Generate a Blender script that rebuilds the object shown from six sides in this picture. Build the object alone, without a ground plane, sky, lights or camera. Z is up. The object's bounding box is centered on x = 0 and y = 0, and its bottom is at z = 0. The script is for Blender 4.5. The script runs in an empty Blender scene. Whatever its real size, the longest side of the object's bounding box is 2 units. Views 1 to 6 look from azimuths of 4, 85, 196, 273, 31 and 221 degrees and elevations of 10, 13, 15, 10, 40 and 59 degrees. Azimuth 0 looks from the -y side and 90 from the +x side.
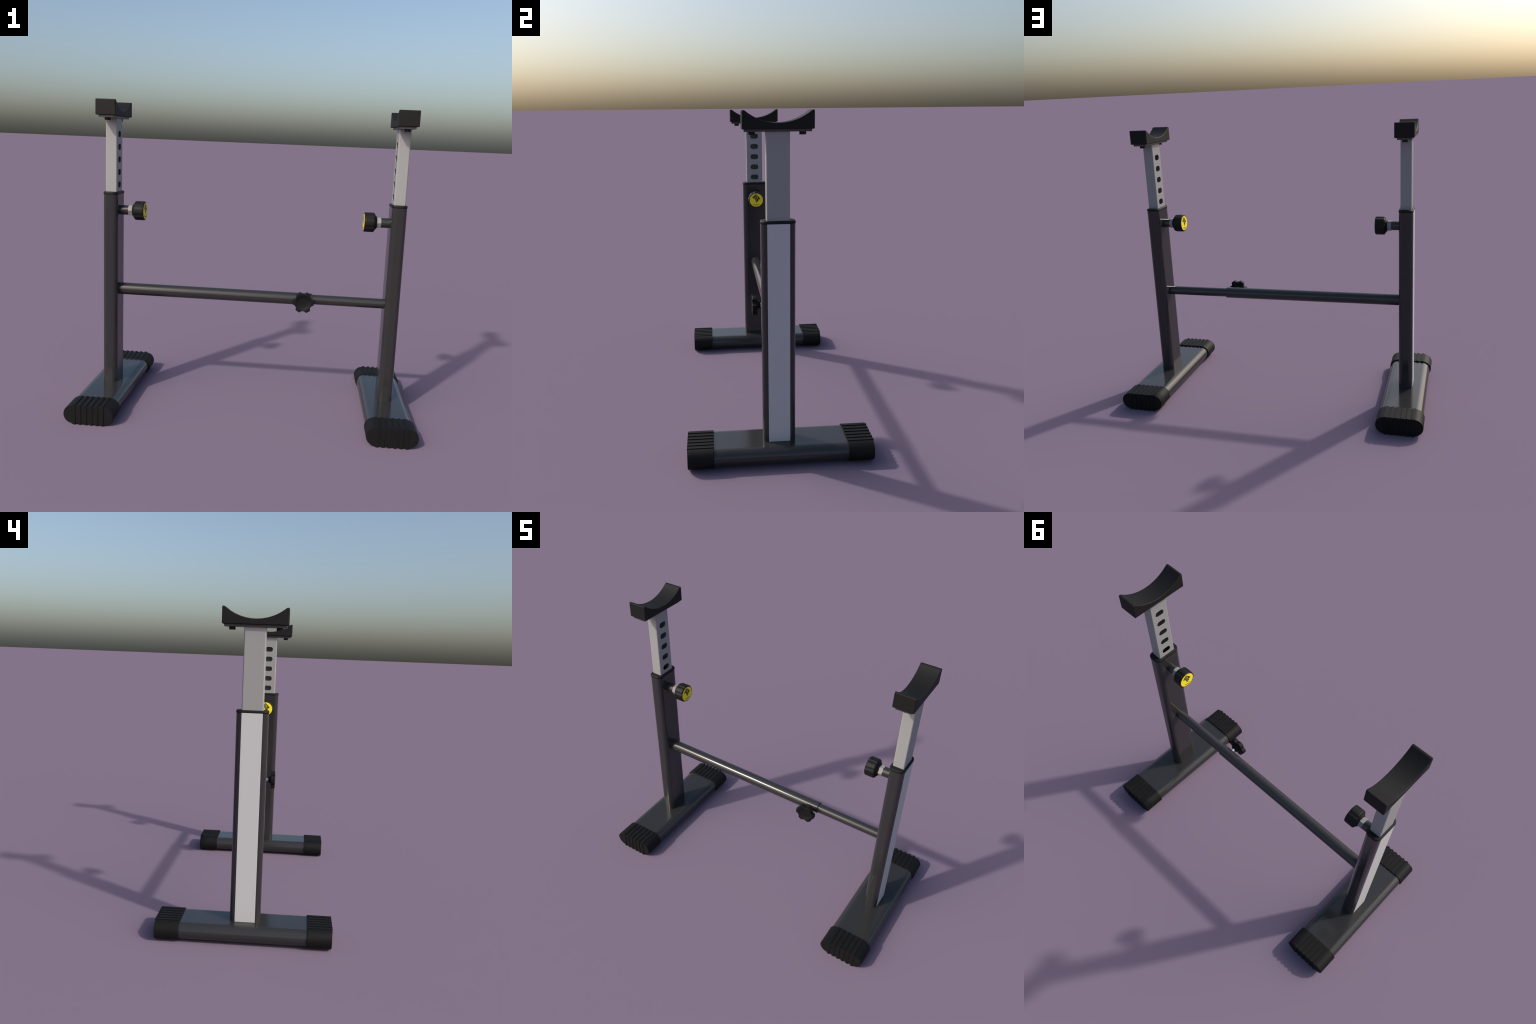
import bpy, bmesh, math
from mathutils import Matrix, Vector

# ------------------------------------------------------------------ layout
SIDE_X = 0.8567          # centre line of each upright (mirrored)
FOOT_X = 0.856           # centre line of each foot
UP_Y = -0.004            # uprights stand a touch in front of the foot centre
FOOT_Z = 0.0585          # centre height of the foot tube
POST_HX, POST_HY, POST_R = 0.0437, 0.0868, 0.030
POST_TOP = 1.285
TUBE_HX, TUBE_HY = 0.0342, 0.0585
BAR_Z = 0.6940
KNOB_Z = 1.1860
coll = bpy.context.scene.collection


# ------------------------------------------------------------------ materials
def material(name, base, rough, metallic=0.0, coat=0.0, coat_rough=0.1, spec=0.5,
             grain=0.06, grain_scale=90.0, bump=0.0, bump_scale=600.0):
    m = bpy.data.materials.new(name)
    m.use_nodes = True
    nt = m.node_tree
    b = nt.nodes["Principled BSDF"]
    tc = nt.nodes.new("ShaderNodeTexCoord")
    nz = nt.nodes.new("ShaderNodeTexNoise")
    nz.inputs["Scale"].default_value = grain_scale
    nz.inputs["Detail"].default_value = 4.0
    nt.links.new(tc.outputs["Object"], nz.inputs["Vector"])
    ramp = nt.nodes.new("ShaderNodeValToRGB")
    ramp.color_ramp.elements[0].position = 0.3
    ramp.color_ramp.elements[1].position = 0.7
    ramp.color_ramp.elements[0].color = (*[c * (1 - grain) for c in base], 1)
    ramp.color_ramp.elements[1].color = (*[c * (1 + grain) for c in base], 1)
    nt.links.new(nz.outputs["Fac"], ramp.inputs["Fac"])
    nt.links.new(ramp.outputs["Color"], b.inputs["Base Color"])
    b.inputs["Roughness"].default_value = rough
    b.inputs["Metallic"].default_value = metallic
    b.inputs["Specular IOR Level"].default_value = spec
    b.inputs["Coat Weight"].default_value = coat
    b.inputs["Coat Roughness"].default_value = coat_rough
    if bump > 0:
        nb = nt.nodes.new("ShaderNodeTexNoise")
        nb.inputs["Scale"].default_value = bump_scale
        nt.links.new(tc.outputs["Object"], nb.inputs["Vector"])
        bp = nt.nodes.new("ShaderNodeBump")
        bp.inputs["Strength"].default_value = bump
        bp.inputs["Distance"].default_value = 0.001
        nt.links.new(nb.outputs["Fac"], bp.inputs["Height"])
        nt.links.new(bp.outputs["Normal"], b.inputs["Normal"])
    return m


M_STEEL = material("dark_painted_steel", (0.0262, 0.0258, 0.0258), 0.15, grain=0.03)
M_RUBBER = material("black_rubber", (0.0065, 0.0063, 0.0060), 0.6, spec=0.18, bump=0.03)
M_PAD = material("black_pad_rubber", (0.0098, 0.0094, 0.0090), 0.6, spec=0.2, bump=0.03)
M_PLASTIC = material("black_plastic", (0.0085, 0.0085, 0.0085), 0.55, spec=0.2)
M_ALLOY = material("grey_alloy_paint", (0.288, 0.286, 0.280), 0.5, spec=0.3, grain=0.015)
M_STRIP = material("pale_grey_strip", (0.498, 0.498, 0.495), 0.5, spec=0.3, grain=0.012)
M_NUT = material("grey_nut_metal", (0.265, 0.257, 0.25), 0.6, spec=0.15, grain=0.02)
M_PLATE = material("brown_grey_plate", (0.055, 0.05, 0.046), 0.4, spec=0.5)
M_BLACK = material("blackened_bolt_steel", (0.006, 0.006, 0.006), 0.5, spec=0.3)
M_YELLOW = material("yellow_badge_print", (0.93, 0.765, 0.020), 0.5, spec=0.3, grain=0.01)
M_INK = material("dark_badge_ink", (0.018, 0.016, 0.022), 0.5, spec=0.3)
M_INK_SOFT = material("faded_badge_ink", (0.10, 0.08, 0.02), 0.5, spec=0.3)
M_INK_MID = material("olive_badge_ink", (0.30, 0.24, 0.022), 0.5, spec=0.3, grain=0.25, grain_scale=260.0)
M_CHROME = material("bright_zinc_bolt", (0.66, 0.67, 0.72), 0.3, metallic=1.0, grain=0.01)


# ------------------------------------------------------------------ mesh helpers
def rrect(hx, hy, r, seg=10):
    """Rounded rectangle outline, counter-clockwise, centred on the origin."""
    r = min(r, hx, hy)
    pts = []
    for cx, cy, a0 in ((hx - r, hy - r, 0), (-hx + r, hy - r, 90),
                       (-hx + r, -hy + r, 180), (hx - r, -hy + r, 270)):
        for i in range(seg + 1):
            a = math.radians(a0 + 90.0 * i / seg)
            p = (cx + r * math.cos(a), cy + r * math.sin(a))
            if not pts or (abs(p[0] - pts[-1][0]) + abs(p[1] - pts[-1][1])) > 1e-6:
                pts.append(p)
    if abs(pts[0][0] - pts[-1][0]) + abs(pts[0][1] - pts[-1][1]) < 1e-6:
        pts.pop()
    return pts


def circle(r, n=64):
    return [(r * math.cos(2 * math.pi * i / n), r * math.sin(2 * math.pi * i / n)) for i in range(n)]


def loft(bm, rings, close_start=True, close_end=True):
    """Skin a list of rings (each a list of 3D points, same count)."""
    vs = [[bm.verts.new(p) for p in ring] for ring in rings]
    n = len(rings[0])
    for a, b in zip(vs, vs[1:]):
        for i in range(n):
            j = (i + 1) % n
            bm.faces.new((a[i], a[j], b[j], b[i]))
    if close_start:
        bm.faces.new(list(reversed(vs[0])))
    if close_end:
        bm.faces.new(vs[-1])
    return vs


def box(bm, x0, x1, y0, y1, z0, z1, bevel=0.0, seg=2):
    geo = bmesh.ops.create_cube(bm, size=1.0)
    vs = geo["verts"]
    for v in vs:
        v.co = Vector((x0 + (v.co.x + .5) * (x1 - x0), y0 + (v.co.y + .5) * (y1 - y0), z0 + (v.co.z + .5) * (z1 - z0)))
    if bevel > 0:
        es = {e for v in vs for e in v.link_edges}
        bmesh.ops.bevel(bm, geom=list(es), offset=bevel, segments=seg, affect='EDGES', profile=0.5)


def finish(bm, name, mat, parent=None, angle=35.0, matrix=None, weighted=True):
    bmesh.ops.recalc_face_normals(bm, faces=bm.faces)
    me = bpy.data.meshes.new(name)
    bm.to_mesh(me)
    bm.free()
    me.materials.append(mat)
    me.shade_smooth()
    me.set_sharp_from_angle(angle=math.radians(angle))
    return place(me, name, parent, matrix, weighted)


def place(me, name, parent=None, matrix=None, weighted=True):
    ob = bpy.data.objects.new(name, me)
    coll.objects.link(ob)
    if parent is not None:
        ob.parent = parent
    if matrix is not None:
        ob.matrix_local = matrix
    if weighted:
        md = ob.modifiers.new("weighted_normals", 'WEIGHTED_NORMAL')
        md.keep_sharp = True
        md.weight = 100
    return ob


def T(x, y, z):
    return Matrix.Translation((x, y, z))


def twin(ob, matrix):
    """Repeat of a part that shares its mesh data."""
    c = ob.copy()
    coll.objects.link(c)
    c.matrix_local = matrix
    return c


TURN = Matrix.Rotation(math.pi, 4, 'Z')

# ------------------------------------------------------------------ the thing
rack = bpy.data.objects.new("barbell_rack", None)
coll.objects.link(rack)
rack["label"] = "adjustable dark steel barbell rack with two uprights and crossbar"
rack["category"] = "barbell rack"

# ---- foot tube: flat-oval steel tube lying along y
bm = bmesh.new()
sec = rrect(0.1360, 0.0482, 0.0482, 16)
loft(bm, [[(x, y, z) for x, z in sec] for y in (-0.44, 0.44)])
foot = finish(bm, "foot_tube", M_STEEL, rack, matrix=T(FOOT_X, 0, FOOT_Z))
twin(foot, T(-FOOT_X, 0, FOOT_Z))

# ---- rubber end cap with six ridges wrapping top, end and bottom
RIDGES, RIDGE_W, RIDGE_PITCH = 6, 0.0165, 0.0329
bm = bmesh.new()
rings = []
for y, inset in ((0.3552, 0.0022), (0.3562, 0.0006), (0.3577, 0.0), (0.4895, 0.0), (0.4915, 0.0007), (0.4925, 0.0024)):
    s = rrect(0.144 - inset, 0.0545 - inset, 0.0545 - inset, 16)
    rings.append([(x, y, z) for x, z in s])
loft(bm, rings)
for i in range(RIDGES):
    cx = (i - (RIDGES - 1) / 2) * RIDGE_PITCH
    box(bm, cx - RIDGE_W / 2, cx + RIDGE_W / 2, 0.3560, 0.4955, -0.0585, 0.0585, bevel=0.0008)
cap = finish(bm, "foot_cap", M_RUBBER, rack, matrix=T(FOOT_X, 0, FOOT_Z))
twin(cap, T(-FOOT_X, 0, FOOT_Z))
twin(cap, T(FOOT_X, 0, FOOT_Z) @ TURN)
twin(cap, T(-FOOT_X, 0, FOOT_Z) @ TURN)

# ---- post: tall rounded-rectangle tube standing on the foot
bm = bmesh.new()
sec = rrect(POST_HX, POST_HY, POST_R, 12)
loft(bm, [[(x, y, z) for x, y in sec] for z in (0.095, POST_TOP)])
post = finish(bm, "post", M_STEEL, rack, matrix=T(SIDE_X, UP_Y, 0))
twin(post, T(-SIDE_X, UP_Y, 0) @ TURN)

# ---- pale strip on the outer face of each post
bm = bmesh.new()
box(bm, POST_HX - 0.002, POST_HX + 0.0015, -0.0568, 0.0568, 0.1075, POST_TOP - 0.001, bevel=0.0005, seg=1)
strip = finish(bm, "trim_strip", M_STRIP, rack, matrix=T(SIDE_X, UP_Y, 0))
twin(strip, T(-SIDE_X, UP_Y, 0) @ TURN)

# ---- plastic collar at the mouth of the post
bm = bmesh.new()
rings = []
for z, g in ((1.2835, -0.002), (1.2835, 0.0005), (1.2850, 0.0018), (1.2895, 0.0022), (1.2940, 0.0016),
             (1.2970, -0.0004), (1.2983, -0.0030), (1.2988, -0.0060)):
    rings.append([(x, y, z) for x, y in rrect(POST_HX + g, POST_HY + g, POST_R + g, 12)])
hole = rrect(TUBE_HX - 0.001, TUBE_HY - 0.001, 0.006, 12)
rings.append([(x, y, 1.2988) for x, y in hole])
rings.append([(x, y, 1.2835) for x, y in hole])
loft(bm, rings, False, False)
collar = finish(bm, "collar", M_PLASTIC, rack, matrix=T(SIDE_X, UP_Y, 0), angle=50)
twin(collar, T(-SIDE_X, UP_Y, 0) @ TURN)

# ---- height tube: hollow, five rounded slots through the inner wall
SLOT_Z = [1.6410 - 0.0755 * i for i in range(5)]
SLOT_HW, SLOT_HH, SLOT_R = 0.0290, 0.0183, 0.0172
WALL = 0.0035
bm = bmesh.new()
outer = rrect(TUBE_HX, TUBE_HY, 0.007, 6)
inner = rrect(TUBE_HX - WALL, TUBE_HY - WALL, 0.004, 6)
Z0, Z1 = 0.60, 1.7345
loft(bm, [[(x, y, Z0) for x, y in outer], [(x, y, Z1) for x, y in outer],
          [(x, y, Z1) for x, y in inner], [(x, y, Z0) for x, y in inner],
          [(x, y, Z0) for x, y in outer]], False, False)
bmesh.ops.remove_doubles(bm, verts=bm.verts, dist=1e-6)
height_tube = finish(bm, "height_tube", M_ALLOY, rack, matrix=T(SIDE_X, UP_Y, 0), angle=40, weighted=False)
bm = bmesh.new()
for z in SLOT_Z:
    sec = rrect(SLOT_HW, SLOT_HH, SLOT_R, 10)
    loft(bm, [[(x, y, z + w) for y, w in sec] for x in (-TUBE_HX - 0.02, -TUBE_HX + 0.015)])
bmesh.ops.recalc_face_normals(bm, faces=bm.faces)
cme = bpy.data.meshes.new("slot_cutter")
bm.to_mesh(cme)
bm.free()
cutter = bpy.data.objects.new("slot_cutter", cme)
coll.objects.link(cutter)
cutter.matrix_local = T(SIDE_X, UP_Y, 0)
md = height_tube.modifiers.new("slots", 'BOOLEAN')
md.object = cutter
md.operation = 'DIFFERENCE'
md.solver = 'EXACT'
bpy.context.view_layer.update()
dg = bpy.context.evaluated_depsgraph_get()
cut = bpy.data.meshes.new_from_object(height_tube.evaluated_get(dg))
height_tube.modifiers.clear()
height_tube.data = cut
cut.name = "height_tube"
cut.shade_smooth()
cut.set_sharp_from_angle(angle=math.radians(40))
md = height_tube.modifiers.new("weighted_normals", 'WEIGHTED_NORMAL')
md.keep_sharp = True
md.weight = 100
bpy.data.objects.remove(cutter)
twin(height_tube, T(-SIDE_X, UP_Y, 0) @ TURN)

# ---- support plate and bolt heads under the saddle
bm = bmesh.new()
box(bm, -0.0435, 0.0435, -0.1640, 0.1640, 1.7328, 1.7460, bevel=0.001)
plate = finish(bm, "support_plate", M_PLATE, rack, matrix=T(FOOT_X, UP_Y, 0))
twin(plate, T(-FOOT_X, UP_Y, 0))
bm = bmesh.new()
loft(bm, [[(x, y, z) for x, y in circle(r, 24)] for z, r in ((1.7172, 0.0165), (1.7180, 0.0173), (1.7345, 0.0173))])
bolt = finish(bm, "bolt_head", M_BLACK, rack, matrix=T(SIDE_X, UP_Y - 0.1265, 0))
for sx, dy in ((1, 0.1245), (-1, 0.1245), (-1, -0.1265)):
    twin(bolt, T(sx * SIDE_X, UP_Y + dy, 0))

# ---- saddle: block with a round trough across it
PAD_HX, PAD_HY, PAD_Z0, PAD_Z1, VALLEY = 0.0590, 0.1750, 1.7450, 1.8350, 1.7755
LIP = 0.0130
bm = bmesh.new()
half = PAD_HY - LIP
sag = PAD_Z1 - VALLEY
rad = (half * half + sag * sag) / (2 * sag)
prof = [(-PAD_HY, PAD_Z0), (PAD_HY, PAD_Z0), (PAD_HY, PAD_Z1)]
N = 40
for i in range(N + 1):
    y = half - 2 * half * i / N
    prof.append((y, VALLEY + rad - math.sqrt(rad * rad - y * y)))
prof.append((-PAD_HY, PAD_Z1))
loft(bm, [[(x, y, z) for y, z in prof] for x in (-PAD_HX, PAD_HX)])
bmesh.ops.recalc_face_normals(bm, faces=bm.faces)
es = [e for e in bm.edges if len(e.link_faces) == 2 and e.calc_face_angle(0) > math.radians(25)]
bmesh.ops.bevel(bm, geom=es, offset=0.0048, segments=4, affect='EDGES', profile=0.5, clamp_overlap=True)
saddle = finish(bm, "saddle_pad", M_PAD, rack, matrix=T(FOOT_X, UP_Y, 0), angle=60)
twin(saddle, T(-FOOT_X, UP_Y, 0))

# ---- locking knob: fluted grip; local z points away from the post, x right, y up
LOBES = 8


def flute(theta):
    """0 on a lobe, 1 in the middle of a groove."""
    p = (theta * LOBES / (2 * math.pi)) % 1.0
    d = abs(p - 0.5) * 2 * (180 / LOBES)        # degrees from the groove centre
    w = 9.5
    return 0.0 if d > w else math.sqrt(max(0.0, 1 - (d / w) ** 2))


KNOB_PROFILE = [(0.0000, 0.0505, 0), (0.0000, 0.0530, .3), (0.0012, 0.0553, .8), (0.0040, 0.0570, 1), (0.0080, 0.0580, 1),
                (0.0530, 0.0580, 1), (0.0570, 0.0570, 1), (0.0602, 0.0548, 1), (0.0627, 0.0510, 1), (0.0645, 0.0470, .8),
                (0.0660, 0.0440, .3), (0.0680, 0.0418, 0), (0.0712, 0.0395, 0), (0.0740, 0.0360, 0), (0.0755, 0.0320, 0),
                (0.0757, 0.0200, 0)]
KN = 320
bm = bmesh.new()
rings = []
for a, r, w in KNOB_PROFILE:
    ring = []
    for i in range(KN):
        t = 2 * math.pi * i / KN
        rr = r - 0.0028 * w * flute(t)
        ring.append((rr * math.cos(t), rr * math.sin(t), -a))
    rings.append(ring)
loft(bm, rings)
FACE_X = 0.6618
B_L = Matrix(((0, 0, 1, -FACE_X), (1, 0, 0, UP_Y), (0, 1, 0, KNOB_Z), (0, 0, 0, 1)))
B_R = Matrix(((0, 0, -1, FACE_X), (-1, 0, 0, UP_Y), (0, 1, 0, KNOB_Z), (0, 0, 0, 1)))
knob = finish(bm, "locking_knob", M_PLASTIC, rack, matrix=B_L, angle=30)
knob2 = twin(knob, B_R)
knob_parts = []

NUT_R, NUT_A, NUT_B = 0.0340, -0.1005, -0.0745       # corner radius, ends along the pin
bm = bmesh.new()
hexa = []
for i in range(96):
    t = math.pi * 2 * i / 96
    w = (t % (math.pi / 3)) - math.pi / 6
    hexa.append((t, NUT_R * math.cos(math.pi / 6) / math.cos(w)))
ra = NUT_R * math.cos(math.pi / 6)


def nut_ring(z, slope, inset=0.0):
    return [((h - inset) * math.cos(t), (h - inset) * math.sin(t), z + slope * (h - ra)) for t, h in hexa]


flat = [[(ra * 0.985 * math.cos(t), ra * 0.985 * math.sin(t), z) for t, h in hexa] for z in (NUT_A, NUT_B)]
loft(bm, [flat[0], nut_ring(NUT_A + 0.0006, 0.45), nut_ring(NUT_B - 0.0006, -0.2), flat[1]])
knob_parts.append(finish(bm, "lock_nut", M_NUT, knob, angle=25))

bm = bmesh.new()
loft(bm, [[(x, y, z) for x, y in circle(0.0293, 64)] for z in (-0.165, -0.0995)])
knob_parts.append(finish(bm, "pin_sleeve", M_STEEL, knob))

bm = bmesh.new()
loft(bm, [[(x, y, z) for x, y in circle(r, 96)] for z, r in ((-0.001, 0.0488), (0.0005, 0.0488), (0.0008, 0.0483))])
knob_parts.append(finish(bm, "badge", M_YELLOW, knob))

# animal-head emblem: a solid face shard and slim mane shards, in badge radii
SHARDS = [
    [(.19, .66), (.33, .45), (.51, .21), (.41, .08), (.33, .15), (.24, .17), (.30, -.02), (.17, -.13), (0, -.32),
     (.06, 0), (.09, .19), (.20, .34), (.15, .52)],
    [(-.54, .34), (-.40, .45), (-.24, .41), (-.17, .26), (-.27, .28)],
    [(-.45, .50), (-.27, .64), (-.11, .57), (-.09, .49), (-.25, .52)],
    [(-.27, .68), (-.03, .85), (.01, .71), (-.14, .66)],
    [(-.20, .22), (-.12, .38), (-.06, .20), (-.02, -.28), (-.12, 0)],
    [(-.04, .48), (.05, .57), (.01, .33), (-.03, .22)],
    [(.03, .75), (.16, .67), (.11, .52), (.05, .64)],
    [(-.22, .48), (-.12, .45), (-.14, .40)],
]
bm = bmesh.new()
for sh in SHARDS:
    pts = [(0.0488 * 1.13 * u, 0.0488 * (0.25 + 1.13 * (v - 0.26))) for u, v in sh]
    loft(bm, [[(x, y, z) for x, y in pts] for z in (0.0004, 0.0013)])
MANE = [(-.54, .34), (-.42, .56), (-.22, .70), (-.03, .85), (.08, .70), (.14, .45), (.08, .18), (.05, -.05), (0, -.31),
        (-.12, 0), (-.20, .22), (-.30, .29)]
bm2 = bmesh.new()
pts = [(0.0488 * 1.13 * u, 0.0488 * (0.25 + 1.13 * (v - 0.26))) for u, v in MANE]
loft(bm2, [[(x, y, z) for x, y in pts] for z in (0.0004, 0.00105)])
knob_parts.append(finish(bm2, "emblem_mane", M_INK_MID, knob, weighted=False))
emblem = finish(bm, "badge_emblem", M_INK, knob, weighted=False)
emblem["kind"] = "stuff"
knob_parts.append(emblem)

# lettering set on the lower arc of the badge
bm = bmesh.new()
for i, ch in enumerate("PURE"):
    cu = bpy.data.curves.new("letter", 'FONT')
    cu.body = ch
    cu.size = 0.0165
    cu.align_x = 'CENTER'
    cu.extrude = 0.0004
    cu.resolution_u = 4
    to = bpy.data.objects.new("letter", cu)
    coll.objects.link(to)
    bpy.context.view_layer.update()
    lm = bpy.data.meshes.new_from_object(to.evaluated_get(bpy.context.evaluated_depsgraph_get()))
    a = math.radians(-90 + (i - 1.5) * 19)
    rad_l = 0.0420
    lm.transform(T(rad_l * math.cos(a), rad_l * math.sin(a), 0.0010) @ Matrix.Rotation(a + math.pi / 2, 4, 'Z'))
    bm.from_mesh(lm)
    bpy.data.objects.remove(to)
    bpy.data.curves.remove(cu)
    bpy.data.meshes.remove(lm)
lettering = finish(bm, "badge_lettering", M_INK_SOFT, knob, weighted=False)
knob_parts.append(lettering)
for p in knob_parts:
    c = p.copy()
    coll.objects.link(c)
    c.parent = knob2

# ---- crossbar: wide tube from one post, slim tube sliding into it from the other
ALONG_X = Matrix.Rotation(math.pi / 2, 4, 'Y')      # local z -> world x
BAR_R, ROD_R, STEP_X = 0.0370, 0.0300, 0.3800
bm = bmesh.new()
prof = [(-0.84, BAR_R), (STEP_X - 0.0012, BAR_R), (STEP_X, BAR_R - 0.0012), (STEP_X, ROD_R + 0.0012), (STEP_X - 0.03, ROD_R + 0.0012)]
loft(bm, [[(x, y, z) for x, y in circle(r, 72)] for z, r in prof], True, False)
finish(bm, "crossbar_sleeve", M_STEEL, rack, matrix=T(0, UP_Y, BAR_Z) @ ALONG_X)
bm = bmesh.new()
loft(bm, [[(x, y, z) for x, y in circle(ROD_R, 72)] for z in (0.20, 0.84)])
finish(bm, "crossbar_rod", M_STEEL, rack, matrix=T(0, UP_Y, BAR_Z) @ ALONG_X)

# ---- star knob clamping the crossbar; local z points to the front (-y)
STAR_R = 0.0640
NOTCH_D, NOTCH_R, NOTCH_HALF = 0.0747, 0.0227, math.radians(16.5)


def star(theta):
    t = (theta - math.pi / 2) % (math.pi / 3)
    t = min(t, math.pi / 3 - t)
    if t >= NOTCH_HALF:
        return STAR_R
    return NOTCH_D * math.cos(t) - math.sqrt(max(0.0, NOTCH_R ** 2 - (NOTCH_D * math.sin(t)) ** 2))


# (depth toward the front, scale of the star outline, plain radius): outline used where scale > 0
STAR_PROFILE = [(-0.0490, 0, 0.0140), (-0.0490, 0, 0.0205), (-0.0475, 0, 0.0225), (-0.0350, 0, 0.0275), (-0.0300, 0, 0.0300),
                (-0.0285, .94, 0), (-0.0282, .965, 0), (-0.0268, .990, 0), (-0.0250, 1.0, 0), (-0.0040, 1.0, 0), (-0.0018, .985, 0), (-0.0003, .955, 0),
                (0.0, .93, 0), (-0.0003, 0, 0.0470), (-0.0012, 0, 0.0445), (-0.0032, 0, 0.0400), (-0.0056, 0, 0.0335),
                (-0.0071, 0, 0.0270), (-0.0079, 0, 0.0200), (-0.0081, 0, 0.0120)]
bm = bmesh.new()
SN = 360
rings = []
for d, s, r in STAR_PROFILE:
    ring = []
    for i in range(SN):
        t = 2 * math.pi * i / SN
        rr = star(t) * s if s > 0 else r
        ring.append((rr * math.cos(t), rr * math.sin(t), d))
    rings.append(ring)
loft(bm, rings)
STAR_M = Matrix(((1, 0, 0, 0.3287), (0, 0, -1, -0.1070), (0, 1, 0, 0.6938), (0, 0, 0, 1)))
star_knob = finish(bm, "star_knob", M_RUBBER, rack, matrix=STAR_M, angle=40)
bm = bmesh.new()
loft(bm, [[(x, y, z) for x, y in circle(0.0112, 40)] for z in (-0.075, -0.0480)])
finish(bm, "clamp_bolt", M_CHROME, star_knob)
